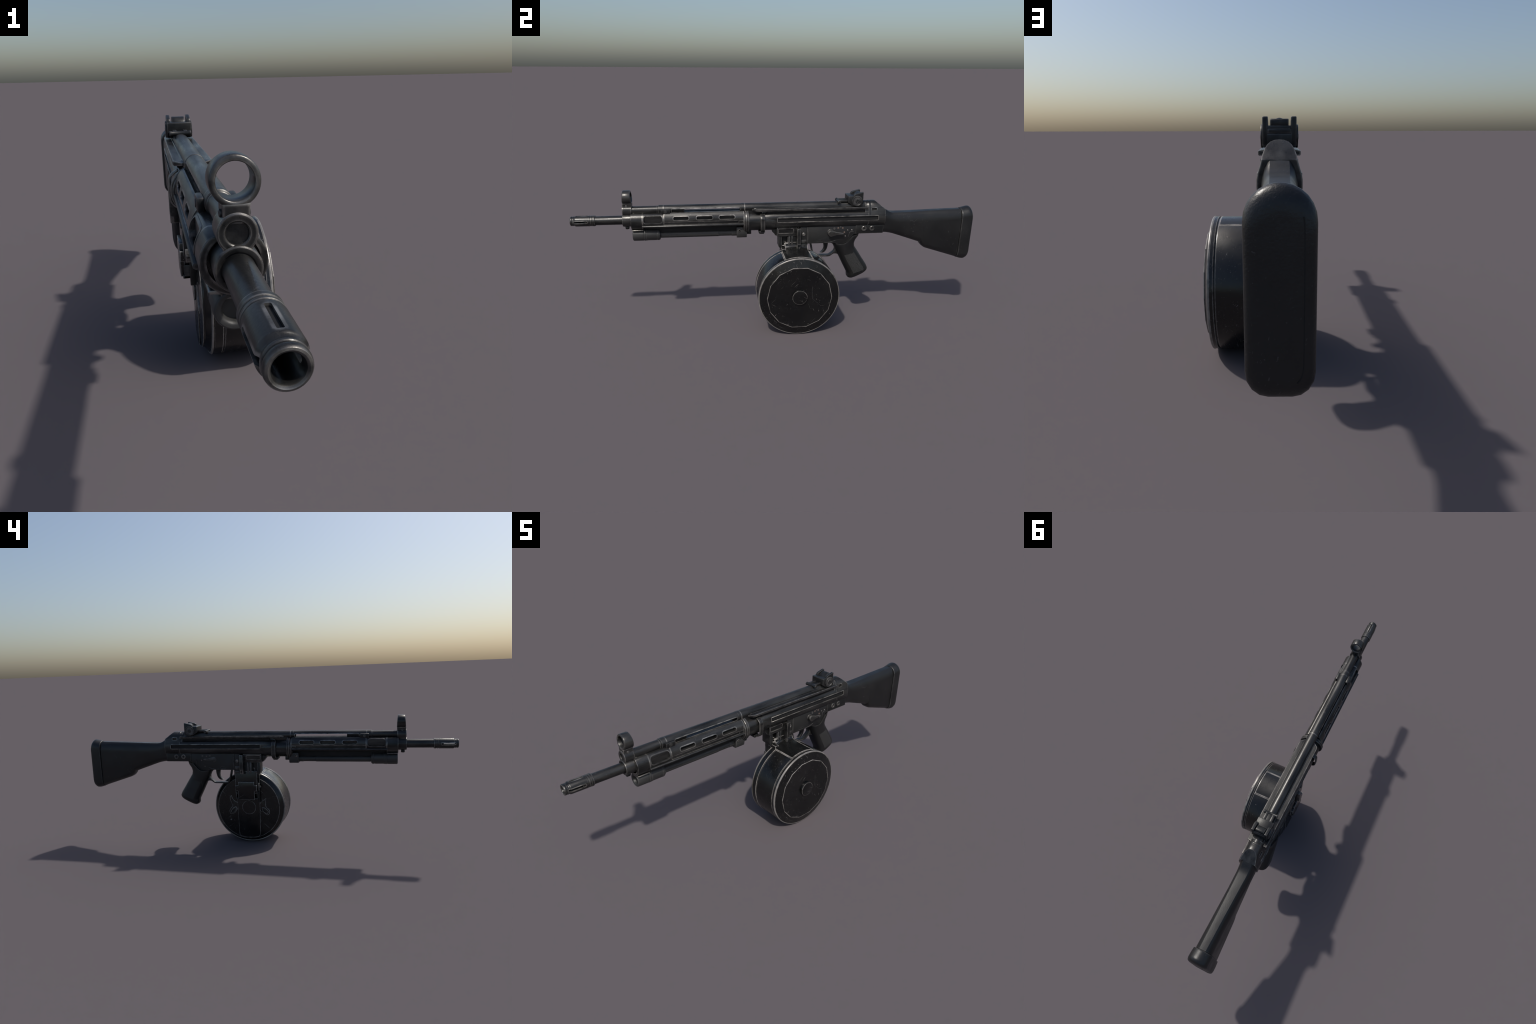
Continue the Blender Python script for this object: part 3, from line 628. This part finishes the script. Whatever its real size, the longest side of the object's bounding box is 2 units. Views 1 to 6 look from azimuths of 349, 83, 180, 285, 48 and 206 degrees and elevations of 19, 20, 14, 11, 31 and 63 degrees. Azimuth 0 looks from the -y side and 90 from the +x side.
# raised spine on the left face, with its two pairs of ear-shaped spring clips
sp = [(0.0120, 0.2350), (0.0125, 0.1900), (0.0150, 0.0580), (0.0190, 0.0430), (0.0270, 0.0360), (0.0500, 0.0320), (0.0780, 0.0305), (0.1060, 0.0320), (0.1290, 0.0370), (0.1360, 0.0450), (0.1380, 0.0570), (0.1400, 0.1900), (0.1420, 0.2350), (0.1420, 0.3900), (0.0090, 0.3900)]
prism('drum_spine', PAINT, sp, 'x', -0.0815, -0.0600, 0.0018, drum, bangle=40)
lathe('spine_boss', PAINT, [(-0.075, 0.0), (-0.075, 0.0395), (-0.0850, 0.0390), (-0.0862, 0.0375), (-0.0862, 0.0)], 'x', (0.0745, 0.2040), 36, parent=drum)
rear_ear = [(0.1752, 0.2696), (0.1844, 0.253), (0.1744, 0.2203), (0.1699, 0.2105), (0.1878, 0.1868), (0.1871, 0.1669), (0.1756, 0.1623), (0.1568, 0.1712), (0.146, 0.188), (0.1390, 0.2000), (0.1390, 0.2261), (0.1632, 0.2436)]
front_ear = [(-0.0223, 0.2562), (-0.0191, 0.2124), (-0.0392, 0.1902), (-0.0385, 0.1706), (-0.0253, 0.162), (-0.0016, 0.1793), (0.0128, 0.1854), (0.0128, 0.2278)]
for nm, poly in (('spring_clip', rear_ear), ('spring_clip', front_ear)):
    q = smooth_path(poly + [poly[0]], 3)[:-1]
    prism(nm, PAINT, q, 'x', -0.0808, -0.0700, 0.0009, drum, bangle=60)
for poly in ([(0.1637, 0.2008), (0.1485, 0.2045), (0.151, 0.1879), (0.1685, 0.1708), (0.1816, 0.1771)], [(0.0023, 0.2036), (-0.0154, 0.2009), (-0.0325, 0.1834), (-0.0272, 0.1702), (-0.0112, 0.1746), (0.0012, 0.1906)]):
    q = smooth_path(poly + [poly[0]], 4)[:-1]
    prism('clip_eye', PAINT, q, 'x', -0.0822, -0.0750, 0.0010, drum, bangle=60)
# feed tower and the boxed latch on the left
bm = bmesh.new()      # feed tower: its skirt flows down onto the round of the drum
rings = []
for y in [0.0125, 0.0180, 0.0240, 0.0296] + [0.0300 + (0.1435 - 0.0300) * k / 16 for k in range(17)]:
    zb = ZC + math.sqrt(0.1997 ** 2 - (y - YC) ** 2)
    zp = ZC + math.sqrt(0.1990 ** 2 - (y - YC) ** 2)
    top = 0.4280 if y > 0.0298 else 0.4004
    sh = min(0.4190, top - 0.0004)
    rings.append([(-0.0960, y, 0.35), (-0.0960, y, top), (-0.0512, y, top), (-0.0506, y, sh)] +
                 [(x, y, zb + (sh - zb) * f - 0.0006 * (1 - f)) for x, f in ((-0.0492, 0.70), (-0.0465, 0.46), (-0.0425, 0.26), (-0.0370, 0.12), (-0.0300, 0.04), (-0.0230, 0.0))] + [(-0.0100, y, zp), (0.0902, y, zp), (0.0902, y, 0.35)])
add_loft(bm, rings)
finish(bm, 'feed_tower', PAINT, drum, angle=50)
prism('tower_step', PAINT, [(-0.0960, 0.3500), (-0.0960, 0.4015), (-0.0262, 0.4010), (-0.0250, 0.3995), (-0.0250, 0.3500)], 'y', 0.0098, 0.0310, 0.0010, drum)
prism('tower_plate', STEEL_DK, [(0.0085, 0.4060), (0.0085, 0.2350), (0.0200, 0.2350), (0.0300, 0.4060)], 'x', -0.0960, -0.0780, 0.0015, drum)
latch = prism('latch_box', PAINT, [(0.0165, 0.4125), (0.1355, 0.4125), (0.1395, 0.3300), (0.1400, 0.2900), (0.1320, 0.2870), (0.0280, 0.2870), (0.0190, 0.2900), (0.0170, 0.3300)], 'x', -0.1105, -0.0780, 0.0016, drum)
prism('latch_plate', PAINT, [(0.0323, 0.3545), (0.0323, 0.3360), (0.0175, 0.3355), (0.0180, 0.3050), (0.0310, 0.3040), (0.0314, 0.2560), (0.1236, 0.2550), (0.1240, 0.3050), (0.1380, 0.3050), (0.1385, 0.3340), (0.1206, 0.3350), (0.1206, 0.3540)], 'x', -0.1205, -0.0780, 0.0016, latch)
for y in (0.0215, 0.1320):
    lathe('latch_rivet', STEEL, [(-0.105, 0.0), (-0.105, 0.0072), (-0.1125, 0.0072), (-0.1145, 0.0050), (-0.1150, 0.0)], 'x', (y, 0.4075), 18, parent=latch)
for y0, y1 in ((0.0130, 0.0310), (0.1235, 0.1375)):
    box('latch_hook', STEEL_DK, -0.1150, -0.0800, y0, y1, 0.2560, 0.2640, 0.0012, latch)
    ym = y0 if y0 < 0.05 else y1 - 0.004
    box('latch_hook', STEEL_DK, -0.1120, -0.0800, ym, ym + 0.004, 0.2560, 0.2960, 0.0010, latch)
lc = box('latch_catch', STEEL, -0.1060, -0.0820, 0.0080, 0.0125, 0.3050, 0.3440, 0.0010, latch)
lathe('latch_roller', STEEL_DK, [(-0.104, 0.0), (-0.104, 0.0045), (-0.103, 0.0055), (-0.090, 0.0055), (-0.090, 0.0)], 'x', (0.0050, 0.3240), 18, parent=latch)

# ------------------------------------------------------------------ stock
def stock_section(zt, zb, f, w, cr):
    """half section bottom -> top: round belly, flat flank, chamfered shoulder, flat comb"""
    ch = min(0.042, (zt - zb) * 0.32)
    half = [(0.0, zb), (w * 0.45, zb + 0.0006), (w * 0.72, zb + cr * 0.28), (w * 0.92, zb + cr * 0.72), (w, zb + cr * 1.35), (w, zt - ch * 1.25), (w * 0.975, zt - ch * 0.9), (f + (w - f) * 0.62, zt - ch * 0.36), (f + 0.004, zt - 0.0035), (f, zt - 0.0008), (0.0, zt)]
    return mirror_section(half)
def ramp01(y, a, b): return max(0.0, min(1.0, (y - a) / (b - a)))
st = [(0.526, 0.5900, 0.4640, 0.0195, 0.0370), (0.5345, 0.5880, 0.4630, 0.0195, 0.0372), (0.545, 0.5800, 0.4625, 0.0200, 0.0372), (0.556, 0.5730, 0.4610, 0.0202, 0.0366), (0.570, 0.5672, 0.4585, 0.0203, 0.0362), (0.587, 0.5655, 0.4540, 0.0204, 0.0360),
      (0.62, 0.5660, 0.4430, 0.0205, 0.0362), (0.66, 0.5668, 0.4293, 0.0206, 0.0366), (0.70, 0.5680, 0.4157, 0.0208, 0.0372), (0.7330, 0.5690, 0.4043, 0.0210, 0.0377), (0.7375, 0.5692, 0.4020, 0.0210, 0.0378), (0.7410, 0.5693, 0.3950, 0.0210, 0.0379), (0.7450, 0.5694, 0.3880, 0.0210, 0.0380),
      (0.7530, 0.5696, 0.3795, 0.0211, 0.0381), (0.7620, 0.5700, 0.3735, 0.0211, 0.0382), (0.7720, 0.5703, 0.3695, 0.0212, 0.0384), (0.80, 0.5710, 0.3600, 0.0215, 0.0388), (0.86, 0.5725, 0.3398, 0.0220, 0.0400), (0.92, 0.5740, 0.3195, 0.0225, 0.0412), (0.9365, 0.5743, 0.3138, 0.0227, 0.0415), (0.9375, 0.5715, 0.3165, 0.0215, 0.0390), (0.950, 0.5715, 0.3165, 0.0215, 0.0390)]
bm = bmesh.new()
add_loft(bm, [[(x, y, z) for x, z in stock_section(zt, zb + 0.0035 * ramp01(y, 0.77, 0.94), f - 0.0085 * ramp01(y, 0.56, 0.94), w - 0.0035 * ramp01(y, 0.62, 0.94), 0.022)] for y, zt, zb, f, w in st])
stock = finish(bm, 'shoulder_stock', POLYMER, angle=26)
# butt plate: round on top, softly squared below
def butt_section(zt, zb, w, cr):
    top = [(w * math.cos(math.radians(a)), zt - w * 1.0 + w * 1.0 * math.sin(math.radians(a))) for a in (0, 14, 28, 42, 56, 70, 82)]
    bot = [(0.0, zb), (w - cr, zb)] + [(w - cr + cr * math.sin(math.radians(a)), zb + cr * 1.15 - cr * 1.15 * math.cos(math.radians(a))) for a in (22, 45, 68, 90)]
    return mirror_section(bot + top + [(0.0, zt)])
bp = [(0.9392, 0.5690, 0.3165, 0.0370), (0.9392, 0.5765, 0.3095, 0.0436), (0.9402, 0.5780, 0.3080, 0.0446), (0.9450, 0.5788, 0.3068, 0.0450), (0.9620, 0.5828, 0.3015, 0.0457), (0.9760, 0.5862, 0.2985, 0.0458), (0.9830, 0.5862, 0.2988, 0.0457), (0.9890, 0.5825, 0.3010, 0.0454), (0.9940, 0.5760, 0.3060, 0.0440), (0.9975, 0.5670, 0.3130, 0.0405), (0.9995, 0.5570, 0.3220, 0.0350), (1.0000, 0.5490, 0.3320, 0.0310)]
bm = bmesh.new()
add_loft(bm, [[(x, y, z) for x, z in butt_section(zt, zb + 0.0067 + 0.0048 * ramp01(y, 0.968, 0.990), w, 0.030 * w / 0.0458)] for y, zt, zb, w in bp])
pad = finish(bm, 'butt_plate', RUBBER, stock, angle=50)
prism('pad_seam', SHADOW_BLACK, strip(smooth_path([(-0.1085, 0.5480), (-0.1098, 0.5250), (-0.1100, 0.4300), (-0.1098, 0.3650), (-0.1075, 0.3450), (-0.1020, 0.3360)], 4), 0.0016), 'y', 0.9950, 1.00010, 0.0, pad)
